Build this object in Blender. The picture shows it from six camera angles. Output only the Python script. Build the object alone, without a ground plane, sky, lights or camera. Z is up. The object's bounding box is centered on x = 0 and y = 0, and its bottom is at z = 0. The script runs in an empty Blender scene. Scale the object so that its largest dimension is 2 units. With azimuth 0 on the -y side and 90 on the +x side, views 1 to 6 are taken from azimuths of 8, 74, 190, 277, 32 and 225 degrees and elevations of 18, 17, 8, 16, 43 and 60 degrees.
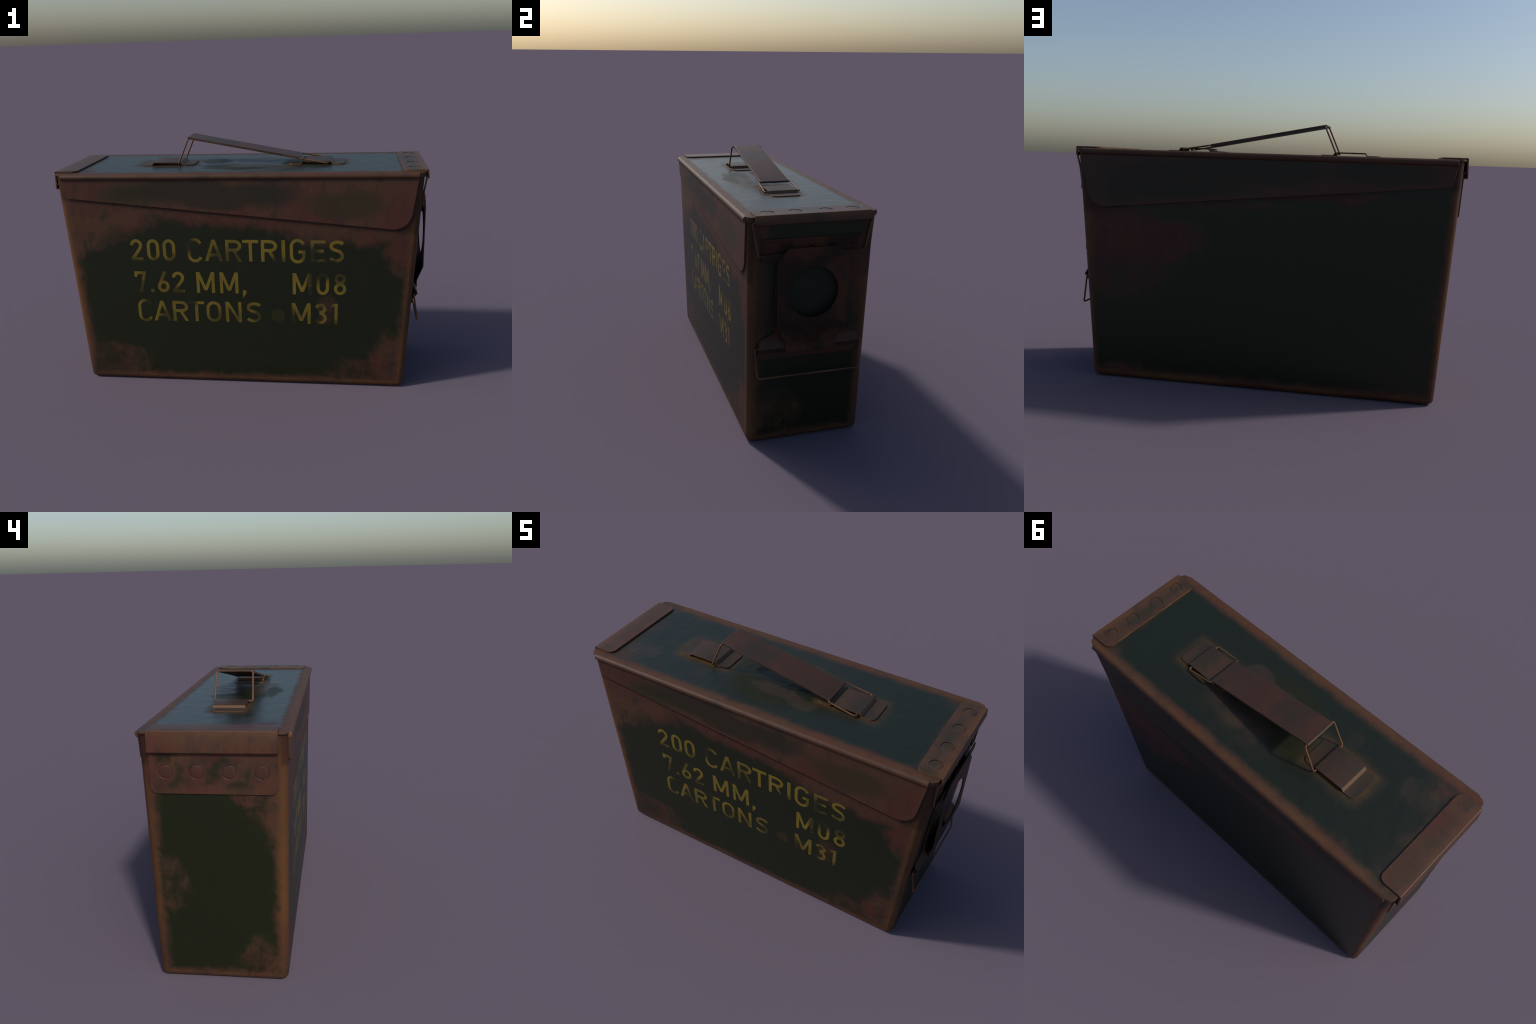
"""A weathered steel ammunition box: tapered body with slanted side panels, hinged lid,
carrying handle with wire loops, lever latch and stencilled lettering.
Units: metres, z up.  Long axis = x, latch end = +x, hinge end = -x, lettering on -y."""
import bpy, bmesh, math
from mathutils import Vector

PI = math.pi
scene = bpy.context.scene

# ------------------------------------------------------------------ sizes
H_BODY = 1.2065


def half_x(z, sign):              # body end walls lean outwards with height
    return 0.9019 + 0.06125 * z if sign > 0 else 0.9051 + 0.06092 * z


def half_y(z):                    # body side walls lean outwards a little
    return 0.3051 + 0.01075 * z


LID_TOP = 1.2158

# ------------------------------------------------------------------ object helpers
root = bpy.data.objects.new("ammunition_box", None)
scene.collection.objects.link(root)
root.empty_display_size = 0.3
root["label"] = "rusty dark green steel ammunition box with wire handle and yellow stencil lettering"
root["category"] = "ammunition box"


def make_object(name, bm, mats, parent=root, bevel=0.0, segs=2, angle=35.0):
    bmesh.ops.remove_doubles(bm, verts=bm.verts, dist=1e-6)
    bmesh.ops.recalc_face_normals(bm, faces=bm.faces)
    me = bpy.data.meshes.new(name)
    bm.to_mesh(me)
    bm.free()
    for m in mats:
        me.materials.append(m)
    ob = bpy.data.objects.new(name, me)
    scene.collection.objects.link(ob)
    ob.parent = parent
    finish_shading(me, angle)
    if bevel > 0:
        b = ob.modifiers.new("soft_edges", "BEVEL")
        b.width, b.segments = bevel, segs
        b.limit_method, b.angle_limit = "ANGLE", math.radians(38)
        b.use_clamp_overlap = True
    return ob


def finish_shading(me, angle=35.0):
    me.polygons.foreach_set("use_smooth", [True] * len(me.polygons))
    me.set_sharp_from_angle(angle=math.radians(angle))


def cut(ob, cutters):
    """Boolean-subtract helper solids, apply, delete the helpers."""
    for c in cutters:
        m = ob.modifiers.new("cut", "BOOLEAN")
        m.operation, m.object, m.solver = "DIFFERENCE", c, "EXACT"
    bpy.context.view_layer.update()
    dg = bpy.context.evaluated_depsgraph_get()
    new = bpy.data.meshes.new_from_object(ob.evaluated_get(dg))
    ob.modifiers.clear()
    ob.data = new
    for c in cutters:
        bpy.data.objects.remove(c, do_unlink=True)
    finish_shading(new)


def rounded_rect(x0, x1, y0, y1, r, n=8):
    """r: one radius or four (++, -+, --, +-)."""
    rs = r if isinstance(r, (tuple, list)) else (r,) * 4
    pts = []
    for (sx, sy, a0), rr in zip(((1, 1, 0), (-1, 1, 90), (-1, -1, 180), (1, -1, 270)), rs):
        cx = (x1 - rr) if sx > 0 else (x0 + rr)
        cy = (y1 - rr) if sy > 0 else (y0 + rr)
        if rr < 1e-6:
            pts.append((cx, cy))
            continue
        for i in range(n + 1):
            a = math.radians(a0 + 90.0 * i / n)
            pts.append((cx + rr * math.cos(a), cy + rr * math.sin(a)))
    return pts


def fillet(points, radii, n=5):
    """Round the inner corners of an open polyline (any dimension)."""
    P = [Vector(p) for p in points]
    if not isinstance(radii, (list, tuple)):
        radii = [radii] * len(P)
    out = [P[0]]
    for i in range(1, len(P) - 1):
        a, b, c = P[i - 1], P[i], P[i + 1]
        u, v = (a - b).normalized(), (c - b).normalized()
        r = radii[i]
        ang = math.acos(max(-1, min(1, u.dot(v))))
        if r <= 0 or ang > PI - 0.02:
            out.append(b)
            continue
        d = min(r / math.tan(ang / 2), 0.48 * (a - b).length, 0.48 * (c - b).length)
        r = d * math.tan(ang / 2)
        bis = (u + v).normalized()
        cen = b + bis * (r / math.sin(ang / 2))
        s, e = (b + u * d) - cen, (b + v * d) - cen
        tot = s.angle(e)
        for k in range(n + 1):
            t = k / n
            q = (s * math.sin((1 - t) * tot) + e * math.sin(t * tot)) / math.sin(tot)
            out.append(cen + q)
    out.append(P[-1])
    return out


def prism(outline, place, w0, w1, bm=None):
    """Extrude a 2D outline between the offset layers w0 and w1; place(u, v, w) -> xyz.
    Faces: caps use material 0, rim uses material 1."""
    bm = bm or bmesh.new()
    lo = [bm.verts.new(place(u, v, w0)) for u, v in outline]
    hi = [bm.verts.new(place(u, v, w1)) for u, v in outline]
    bm.faces.new(hi).material_index = 0
    bm.faces.new(lo[::-1]).material_index = 0
    n = len(outline)
    for i in range(n):
        j = (i + 1) % n
        bm.faces.new((lo[i], lo[j], hi[j], hi[i])).material_index = 1
    return bm


def bent_sheet(profile, thick, side, half_width, stations=(), bm=None):
    """Sheet metal bent along a profile in the xz plane and as wide (in y) as
    half_width(s), s = arc length along the profile; thickness grows to `side`."""
    bm = bm or bmesh.new()
    P = [Vector(p) for p in profile]
    S = [0.0]
    for a, b in zip(P, P[1:]):
        S.append(S[-1] + (b - a).length)
    total = S[-1]
    marks = sorted(set([round(s, 6) for s in S] + [round(s if s >= 0 else total + s, 6) for s in stations]))

    def at(s):
        for i in range(len(S) - 1):
            if s <= S[i + 1] + 1e-7:
                t = (s - S[i]) / max(1e-9, S[i + 1] - S[i])
                return P[i].lerp(P[i + 1], max(0, min(1, t))), i, t
        return P[-1], len(P) - 2, 1.0

    def normal(i, t):
        def seg(k):
            d = (P[k + 1] - P[k]).normalized()
            return Vector((-d.y, d.x)) * side
        n = seg(i)
        if t > 1 - 1e-4 and i + 2 < len(P):
            m = seg(i + 1)
        elif t < 1e-4 and i > 0:
            m = seg(i - 1)
        else:
            return n
        h = (n + m).normalized()
        return h / max(0.35, h.dot(n))

    rows = []
    for s in marks:
        p, i, t = at(s)
        q = p + normal(i, t) * thick
        w = half_width(s, total)
        w0, w1 = w if isinstance(w, tuple) else (-w, w)
        rows.append([bm.verts.new(c) for c in ((p.x, w0, p.y), (p.x, w1, p.y), (q.x, w1, q.y), (q.x, w0, q.y))])
    for a, b in zip(rows, rows[1:]):
        for k, mat in ((0, 0), (1, 1), (2, 0), (3, 1)):
            l = (k + 1) % 4
            bm.faces.new((a[k], a[l], b[l], b[k])).material_index = mat
    bm.faces.new(rows[0]).material_index = 1
    bm.faces.new(rows[-1][::-1]).material_index = 1
    return bm


def round_end(W, R):
    """Half-width function with rounded corners of radius R at the start of the sheet."""
    def f(s, total):
        return W if s >= R else W - R + math.sqrt(max(0.0, R * R - (R - s) ** 2))
    return f


def round_stations(R, n=7):
    return [R * (1 - math.cos(i / n * PI / 2)) for i in range(1, n + 1)]


def tube(points, r, closed=False, n=10, bm=None):
    bm = bm or bmesh.new()
    P = [Vector(p) for p in points]
    N = len(P)
    T = []
    for i in range(N):
        a = P[i - 1] if (i > 0 or closed) else P[i]
        b = P[(i + 1) % N] if (i < N - 1 or closed) else P[i]
        T.append((b - a).normalized())
    up = T[0].orthogonal().normalized()
    rings = []
    for i in range(N):
        up = (up - T[i] * up.dot(T[i])).normalized()
        side = T[i].cross(up)
        rings.append([bm.verts.new(P[i] + (up * math.cos(a) + side * math.sin(a)) * r)
                      for a in (2 * PI * k / n for k in range(n))])
    pairs = list(zip(rings, rings[1:]))
    for a, b in pairs:
        for k in range(n):
            bm.faces.new((a[k], a[(k + 1) % n], b[(k + 1) % n], b[k]))
    bm.faces.new(rings[0][::-1])
    bm.faces.new(rings[-1])
    return bm


def cylinder_solid(center, axis, r, depth, n=48):
    """Helper solid for boolean cuts."""
    ax = Vector(axis).normalized()
    u = ax.orthogonal().normalized()
    v = ax.cross(u)
    bm = bmesh.new()
    c = Vector(center)
    rings = []
    for d in (-depth / 2, depth / 2):
        rings.append([bm.verts.new(c + ax * d + (u * math.cos(2 * PI * k / n) + v * math.sin(2 * PI * k / n)) * r) for k in range(n)])
    for k in range(n):
        bm.faces.new((rings[0][k], rings[0][(k + 1) % n], rings[1][(k + 1) % n], rings[1][k]))
    bm.faces.new(rings[0][::-1])
    bm.faces.new(rings[1])
    bmesh.ops.recalc_face_normals(bm, faces=bm.faces)
    me = bpy.data.meshes.new("cutter")
    bm.to_mesh(me)
    bm.free()
    ob = bpy.data.objects.new("cutter", me)
    scene.collection.objects.link(ob)
    return ob


# ------------------------------------------------------------------ material helpers
class Nodes:
    def __init__(self, name):
        self.mat = bpy.data.materials.new(name)
        self.mat.use_nodes = True
        self.t = self.mat.node_tree
        self.t.nodes.clear()
        tc = self.new("ShaderNodeTexCoord")
        tc.object = root
        self.P = tc.outputs["Object"]
        xyz = self.new("ShaderNodeSeparateXYZ")
        self.link(self.P, xyz.inputs[0])
        self.x, self.y, self.z = xyz.outputs

    def new(self, kind):
        return self.t.nodes.new(kind)

    def link(self, a, b):
        self.t.links.new(a, b)

    def put(self, v, sock):
        if hasattr(v, "is_output"):
            self.link(v, sock)
        else:
            sock.default_value = v

    def math(self, op, a, b=0.0, c=0.0, clamp=False):
        n = self.new("ShaderNodeMath")
        n.operation, n.use_clamp = op, clamp
        for v, s in zip((a, b, c), n.inputs):
            self.put(v, s)
        return n.outputs[0]

    def add(self, *v):
        r = v[0]
        for w in v[1:]:
            r = self.math("ADD", r, w)
        return r

    def mul(self, a, b):
        return self.math("MULTIPLY", a, b)

    def sub(self, a, b):
        return self.math("SUBTRACT", a, b)

    def maxi(self, *v):
        r = v[0]
        for w in v[1:]:
            r = self.math("MAXIMUM", r, w)
        return r

    def vec(self, op, a, b):
        n = self.new("ShaderNodeVectorMath")
        n.operation = op
        self.put(a, n.inputs[0])
        self.put(b, n.inputs[1])
        return n.outputs["Value"] if op in ("LENGTH", "DISTANCE", "DOT_PRODUCT") else n.outputs["Vector"]

    def smooth(self, v, lo, hi, o0=0.0, o1=1.0):
        n = self.new("ShaderNodeMapRange")
        n.interpolation_type = "SMOOTHSTEP"
        self.put(v, n.inputs[0])
        for k, w in enumerate((lo, hi, o0, o1)):
            self.put(w, n.inputs[k + 1])
        return n.outputs[0]

    def noise(self, scale, detail=4.0, rough=0.55, seed=0.0, stretch=(1, 1, 1), color=False, vec=None):
        m = self.new("ShaderNodeMapping")
        m.inputs["Location"].default_value = (seed * 3.17, seed * 1.91 + 5, seed * 2.43)
        m.inputs["Scale"].default_value = stretch
        self.link(vec if vec is not None else self.P, m.inputs[0])
        n = self.new("ShaderNodeTexNoise")
        n.inputs["Scale"].default_value = scale
        n.inputs["Detail"].default_value = detail
        n.inputs["Roughness"].default_value = rough
        self.link(m.outputs[0], n.inputs["Vector"])
        return n.outputs["Color"] if color else n.outputs["Fac"]

    def mix(self, f, a, b, mode="MIX"):
        n = self.new("ShaderNodeMix")
        n.data_type, n.blend_type = "RGBA", mode
        self.put(f, n.inputs[0])
        for v, s in ((a, n.inputs[6]), (b, n.inputs[7])):
            if isinstance(v, tuple):
                v = (*v, 1.0) if len(v) == 3 else v
            self.put(v, s)
        return n.outputs[2]

    def ramp(self, f, stops):
        n = self.new("ShaderNodeValToRGB")
        self.link(f, n.inputs[0])
        e = n.color_ramp.elements
        while len(e) < len(stops):
            e.new(0.5)
        for el, (p, c) in zip(e, stops):
            el.position, el.color = p, (*c, 1.0)
        return n.outputs[0]

    def blob(self, W, c, r, gain=1.0):
        """1 in the middle of an ellipsoid, 0 on its surface, negative outside."""
        v = self.vec("SUBTRACT", W, c)
        v = self.vec("DIVIDE", v, r)
        d = self.vec("LENGTH", v, (0, 0, 0))
        return self.mul(self.sub(1.0, d), gain)

    def warped(self, amount, scale=7.0, detail=5.0, seed=1.0):
        n = self.noise(scale, detail, 0.6, seed, color=True)
        v = self.vec("SUBTRACT", n, (0.5, 0.5, 0.5))
        v = self.vec("MULTIPLY", v, (amount,) * 3)
        return self.vec("ADD", self.P, v)

    def finish(self, color, rough, bump=None, strength=0.15, spec=0.5, metal=0.0, dist=0.004):
        b = self.new("ShaderNodeBsdfPrincipled")
        o = self.new("ShaderNodeOutputMaterial")
        self.put(color, b.inputs["Base Color"])
        self.put(rough, b.inputs["Roughness"])
        self.put(spec, b.inputs["Specular IOR Level"])
        self.put(metal, b.inputs["Metallic"])
        if bump is not None:
            n = self.new("ShaderNodeBump")
            n.inputs["Strength"].default_value = strength
            n.inputs["Distance"].default_value = dist
            self.link(bump, n.inputs["Height"])
            self.link(n.outputs[0], b.inputs["Normal"])
        self.link(b.outputs[0], o.inputs[0])
        return self.mat


# base colours (linear)
GREEN = (0.0090, 0.0124, 0.0034)
GREEN_LID = (0.0082, 0.0120, 0.0052)
RUST_DARK = (0.023, 0.0165, 0.0145)
RUST_BROWN = (0.056, 0.0265, 0.0170)
RUST_RED = (0.069, 0.0215, 0.0145)
RUST_TAN = (0.068, 0.0310, 0.0160)
RUST_ORANGE = (0.112, 0.0470, 0.0140)
YELLOW = (0.182, 0.126, 0.009)


def rust_colour(N, seed=0.0):
    n1 = N.noise(5.0, 6.0, 0.62, seed)
    n2 = N.noise(3.2, 4.0, 0.55, seed + 4.0)
    n3 = N.noise(13.0, 6.0, 0.65, seed + 7.0, stretch=(1, 1, 0.55))
    n4 = N.noise(34.0, 6.0, 0.7, seed + 8.0, stretch=(1, 1, 0.45))
    c = N.ramp(n1, [(0.30, RUST_DARK), (0.42, RUST_BROWN), (0.54, RUST_TAN), (0.68, RUST_BROWN)])
    c = N.mix(N.smooth(n2, 0.46, 0.62, 0.0, 0.85), c, RUST_RED)
    c = N.mix(N.smooth(n3, 0.54, 0.74, 0.0, 0.8), c, RUST_DARK)
    c = N.mix(N.smooth(n4, 0.52, 0.70, 0.0, 0.55), c, RUST_DARK)
    c = N.mix(N.smooth(n4, 0.46, 0.28, 0.0, 0.35), c, RUST_ORANGE)
    return c


def grain(N, seed=0.0):
    return N.add(N.mul(N.noise(38.0, 6.0, 0.65, seed + 2.0), 0.6), N.mul(N.noise(140.0, 3.0, 0.6, seed + 3.0), 0.4))


# --- body paint and rust, also used under the lettering
FRONT, BACK, LEFT, RIGHT = "front", "back", "left", "right"


def body_blob(N, W, face, u, z, ru, rz, gain=1.0):
    if face == FRONT:
        return N.blob(W, (u, -0.313, z), (ru, 0.16, rz), gain)
    if face == BACK:
        return N.blob(W, (u, 0.313, z), (ru, 0.16, rz), gain)
    if face == LEFT:
        return N.blob(W, (-0.945, u, z), (0.16, ru, rz), gain)
    return N.blob(W, (0.945, u, z), (0.16, ru, rz), gain)


BODY_PATCHES = [            # face, u, z, ru, rz, strength
    # front: the rust band under the slanted panel and the two lower corners
    (FRONT, -0.80, 1.03, 0.26, 0.24, 1.0), (FRONT, -0.62, 1.00, 0.20, 0.13, 1.0), (FRONT, -0.92, 0.85, 0.08, 0.20, 0.7),
    (FRONT, 0.62, 0.92, 0.36, 0.115, 0.9), (FRONT, 0.88, 0.84, 0.11, 0.12, 0.7), (FRONT, 0.42, 0.93, 0.10, 0.09, 0.7),
    (FRONT, -0.80, 0.09, 0.22, 0.15, 0.16), (FRONT, -0.66, 0.09, 0.14, 0.12, 0.12), (FRONT, 0.72, 0.05, 0.24, 0.13, 0.26),
    (FRONT, 0.83, 0.15, 0.14, 0.20, 0.45), (FRONT, 0.48, 0.47, 0.060, 0.09, 0.22),
    # back: a red stain near the latch end, a low bump of rust at the floor
    (BACK, 0.80, 0.79, 0.28, 0.20, 0.50), (BACK, 0.55, 0.75, 0.28, 0.13, 0.40), (BACK, 0.74, 0.58, 0.26, 0.15, 0.25),
    (BACK, 0.75, 0.02, 0.16, 0.085, 0.6), (BACK, -0.30, 1.02, 0.34, 0.040, 0.35), (BACK, 0.35, 0.96, 0.45, 0.030, 0.25), (BACK, 0.90, 0.92, 0.14, 0.20, 0.4),
    # hinge end
    (LEFT, 0.23, 0.49, 0.10, 0.15, 0.17), (LEFT, -0.19, 0.92, 0.15, 0.050, 0.28), (LEFT, -0.20, 0.12, 0.11, 0.13, 0.10), (LEFT, -0.29, 1.0, 0.06, 0.20, 0.6),
    # latch end
    (RIGHT, -0.17, 0.17, 0.15, 0.12, 0.12), (RIGHT, 0.27, 0.85, 0.07, 0.20, 0.5), (RIGHT, -0.27, 0.75, 0.06, 0.35, 0.25), (RIGHT, -0.27, 1.12, 0.07, 0.14, 0.5),
]


def body_colour(N):
    W = N.warped(0.11, 6.5, 5.0, 1.0)
    hx = N.math("MULTIPLY_ADD", N.z, 0.0611, 0.9035)
    hy = N.math("MULTIPLY_ADD", N.z, 0.01075, 0.3051)
    dx = N.sub(hx, N.math("ABSOLUTE", N.x))
    dy = N.sub(hy, N.math("ABSOLUTE", N.y))
    corner = N.maxi(dx, dy)                                   # distance to the upright corner edge
    back = N.math("MULTIPLY", N.smooth(N.y, 0.26, 0.30), N.smooth(N.x, -0.96, -0.90))
    flank = N.smooth(N.sub(dx, dy), -0.01, 0.01)              # 1 on the long walls, 0 on the ends
    fwall = N.mul(flank, N.smooth(N.y, 0.1, -0.1))
    wide = N.add(0.064, N.mul(fwall, 0.006), N.mul(back, -0.022))
    e1 = N.sub(1.0, N.math("DIVIDE", corner, wide))
    e2 = N.sub(1.0, N.math("DIVIDE", N.z, 0.062))
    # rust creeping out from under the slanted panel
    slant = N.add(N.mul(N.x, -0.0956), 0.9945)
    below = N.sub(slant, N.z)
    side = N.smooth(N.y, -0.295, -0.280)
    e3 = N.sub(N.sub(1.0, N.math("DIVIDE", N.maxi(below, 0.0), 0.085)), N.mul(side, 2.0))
    field = N.maxi(e1, e2, e3)
    for face, u, z, ru, rz, g in BODY_PATCHES:
        field = N.maxi(field, N.math("MINIMUM", body_blob(N, W, face, u, z, ru, rz, 1.3), g))
    rag = N.sub(N.noise(11.0, 6.0, 0.65, 2.0), 0.5)
    fine = N.sub(N.noise(30.0, 5.0, 0.65, 9.0, stretch=(1, 1, 0.6)), 0.5)
    field = N.add(field, N.mul(rag, 1.15), N.mul(fine, 0.75))
    rust = N.smooth(field, -0.16, 0.58)
    thick = N.smooth(field, 0.15, 0.6)
    paint = N.mix(N.noise(2.5, 3.0, 0.5, 3.0), GREEN, (0.0100, 0.0122, 0.0034))
    # thin grey-green flecks surviving inside the rust
    rc = rust_colour(N, 0.0)
    fleck = N.smooth(N.noise(12.0, 6.0, 0.68, 6.0), 0.54, 0.68, 0.0, 0.85)
    rc = N.mix(N.mul(fleck, 0.8), rc, (0.018, 0.018, 0.014))
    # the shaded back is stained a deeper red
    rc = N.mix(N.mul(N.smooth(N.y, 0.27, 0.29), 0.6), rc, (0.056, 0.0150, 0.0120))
    # brighter worn metal along the upright corners and the floor edge
    edge = N.maxi(N.smooth(corner, 0.068, 0.018), N.smooth(N.z, 0.06, 0.02))
    edge = N.mul(edge, N.smooth(N.noise(2.1, 3.0, 0.5, 5.0), 0.35, 0.65, 0.15, 0.8))
    rc = N.mix(edge, rc, RUST_ORANGE)
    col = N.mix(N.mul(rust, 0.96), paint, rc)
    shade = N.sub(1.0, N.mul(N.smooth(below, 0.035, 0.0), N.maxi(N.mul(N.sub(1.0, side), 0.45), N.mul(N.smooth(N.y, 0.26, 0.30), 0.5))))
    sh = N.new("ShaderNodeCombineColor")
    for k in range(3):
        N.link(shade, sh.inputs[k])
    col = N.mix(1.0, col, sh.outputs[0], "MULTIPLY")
    return col, rust, thick


def make_body_material(name="painted_rusted_steel"):
    N = Nodes(name)
    col, rust, thick = body_colour(N)
    g = grain(N)
    wave = N.noise(22.0, 3.0, 0.5, 16.0)
    h = N.add(N.mul(g, N.add(0.30, N.mul(rust, 0.70))), N.mul(thick, 0.20), N.mul(wave, 0.7))
    return N.finish(col, N.smooth(rust, 0, 1, 0.40, 0.55), h, 0.32, N.smooth(rust, 0, 1, 0.38, 0.26), dist=0.005)


# (x, z, rx, rz, amount) places where the stencil paint has worn thin
FADES = [
    (-0.57, 0.72, 0.06, 0.035, 0.8), (-0.45, 0.72, 0.05, 0.04, 0.8), (-0.35, 0.73, 0.05, 0.05, 0.75),
    (-0.275, 0.825, 0.05, 0.06, 1.0), (-0.10, 0.755, 0.055, 0.06, 0.75), (-0.03, 0.75, 0.07, 0.055, 0.7),
    (0.215, 0.725, 0.05, 0.045, 0.95), (0.37, 0.765, 0.03, 0.04, 0.6), (0.41, 0.765, 0.045, 0.065, 1.0),
    (0.47, 0.725, 0.05, 0.035, 0.85), (0.51, 0.72, 0.05, 0.03, 1.0), (0.575, 0.75, 0.05, 0.05, 0.5),
    (-0.545, 0.570, 0.04, 0.06, 0.75), (-0.53, 0.66, 0.03, 0.03, 0.35), (-0.43, 0.65, 0.045, 0.05, 0.6), (-0.34, 0.55, 0.06, 0.035, 0.75), (-0.48, 0.555, 0.02, 0.02, 0.5),
    (0.405, 0.635, 0.04, 0.06, 0.85), (0.40, 0.565, 0.03, 0.045, 1.0), (0.455, 0.66, 0.055, 0.045, 1.0), (0.545, 0.65, 0.05, 0.045, 0.8),
    (-0.515, 0.46, 0.04, 0.06, 0.95), (-0.54, 0.38, 0.03, 0.03, 0.7), (-0.415, 0.40, 0.05, 0.06, 0.8), (-0.275, 0.49, 0.035, 0.035, 1.0),
    (-0.13, 0.40, 0.05, 0.05, 0.6), (-0.02, 0.40, 0.03, 0.04, 0.4), (0.11, 0.41, 0.04, 0.05, 0.8), (0.04, 0.46, 0.03, 0.03, 0.4),
    (0.295, 0.40, 0.03, 0.045, 0.95), (0.33, 0.43, 0.03, 0.03, 0.3), (0.42, 0.40, 0.03, 0.035, 0.9), (0.46, 0.49, 0.05, 0.03, 0.6), (0.53, 0.375, 0.025, 0.03, 0.6),
    (0.50, 0.49, 0.02, 0.03, 0.5), (0.2135, 0.42, 0.09, 0.09, 1.6),
]


def make_letter_material():
    N = Nodes("worn_yellow_stencil")
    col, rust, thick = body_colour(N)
    W = N.warped(0.02, 14.0, 4.0, 8.0)
    fade = None
    for x, z, rx, rz, a in FADES:
        b = N.mul(N.smooth(N.blob(W, (x, -0.312, z), (rx * 1.4, 0.2, rz * 1.4)), 0.0, 0.72), a)
        fade = b if fade is None else N.maxi(fade, b)
    base = N.smooth(N.noise(6.0, 4.0, 0.55, 11.0), 0.35, 0.62, 0.72, 1.0)
    k = N.mul(base, N.sub(1.0, N.math("MINIMUM", N.mul(fade, 0.98), 0.92)))
    k = N.mul(k, N.sub(1.0, N.mul(rust, 0.25)))
    yel = N.mix(N.noise(9.0, 3.0, 0.5, 12.0), YELLOW, (0.155, 0.112, 0.014))
    c = N.mix(k, col, yel)
    return N.finish(c, 0.41, grain(N), 0.22, 0.42)


def make_panel_material():
    N = Nodes("side_panel_steel")
    W = N.warped(0.10, 6.0, 4.0, 2.0)
    front = N.smooth(N.y, 0.05, -0.05)
    gf = None
    for x, z, rx, rz, gain in ((-0.30, 1.125, 0.50, 0.095, 1.0), (0.05, 1.10, 0.36, 0.095, 1.0), (-0.10, 1.06, 0.34, 0.065, 0.8)):
        b = N.blob(W, (x, -0.32, z), (rx, 0.2, rz), gain)
        gf = b if gf is None else N.maxi(gf, b)
    gb = None
    for x, z, rx, rz, gain in ((0.45, 1.07, 0.50, 0.13, 1.3), (0.05, 1.13, 0.55, 0.09, 1.3), (-0.6, 1.14, 0.32, 0.075, 1.2), (0.72, 1.0, 0.14, 0.10, 0.8)):
        b = N.blob(W, (x, 0.32, z), (rx, 0.2, rz), gain)
        gb = b if gb is None else N.maxi(gb, b)
    rag = N.sub(N.noise(8.0, 5.0, 0.6, 4.0), 0.5)
    gf = N.smooth(N.add(N.maxi(gf, gb), N.mul(rag, 0.8)), -0.05, 0.55)
    ol = N.maxi(N.blob(W, (0.58, -0.32, 1.05), (0.26, 0.2, 0.095)), N.blob(W, (-0.55, -0.32, 1.09), (0.24, 0.2, 0.075)))
    ol = N.smooth(N.add(ol, N.mul(rag, 0.8)), -0.1, 0.55, 0.0, 0.85)
    rc = rust_colour(N, 2.0)
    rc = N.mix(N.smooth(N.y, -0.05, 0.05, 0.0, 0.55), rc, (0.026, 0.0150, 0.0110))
    rim = N.sub(N.z, N.add(N.mul(N.x, -0.0956), 0.9945))
    rim = N.mul(N.smooth(N.add(rim, N.mul(N.sub(N.noise(16.0, 4.0, 0.6, 23.0), 0.5), 0.06)), 0.030, 0.004), 0.9)
    gf = N.mul(gf, N.sub(1.0, rim))
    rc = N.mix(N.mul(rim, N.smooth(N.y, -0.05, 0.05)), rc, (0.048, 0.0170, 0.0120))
    c = N.mix(ol, rc, (0.032, 0.0235, 0.0085))
    c = N.mix(N.mul(gf, 0.85), c, (0.0172, 0.0158, 0.0080))
    return N.finish(c, 0.50, grain(N, 1.0), 0.2, 0.32)


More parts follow.
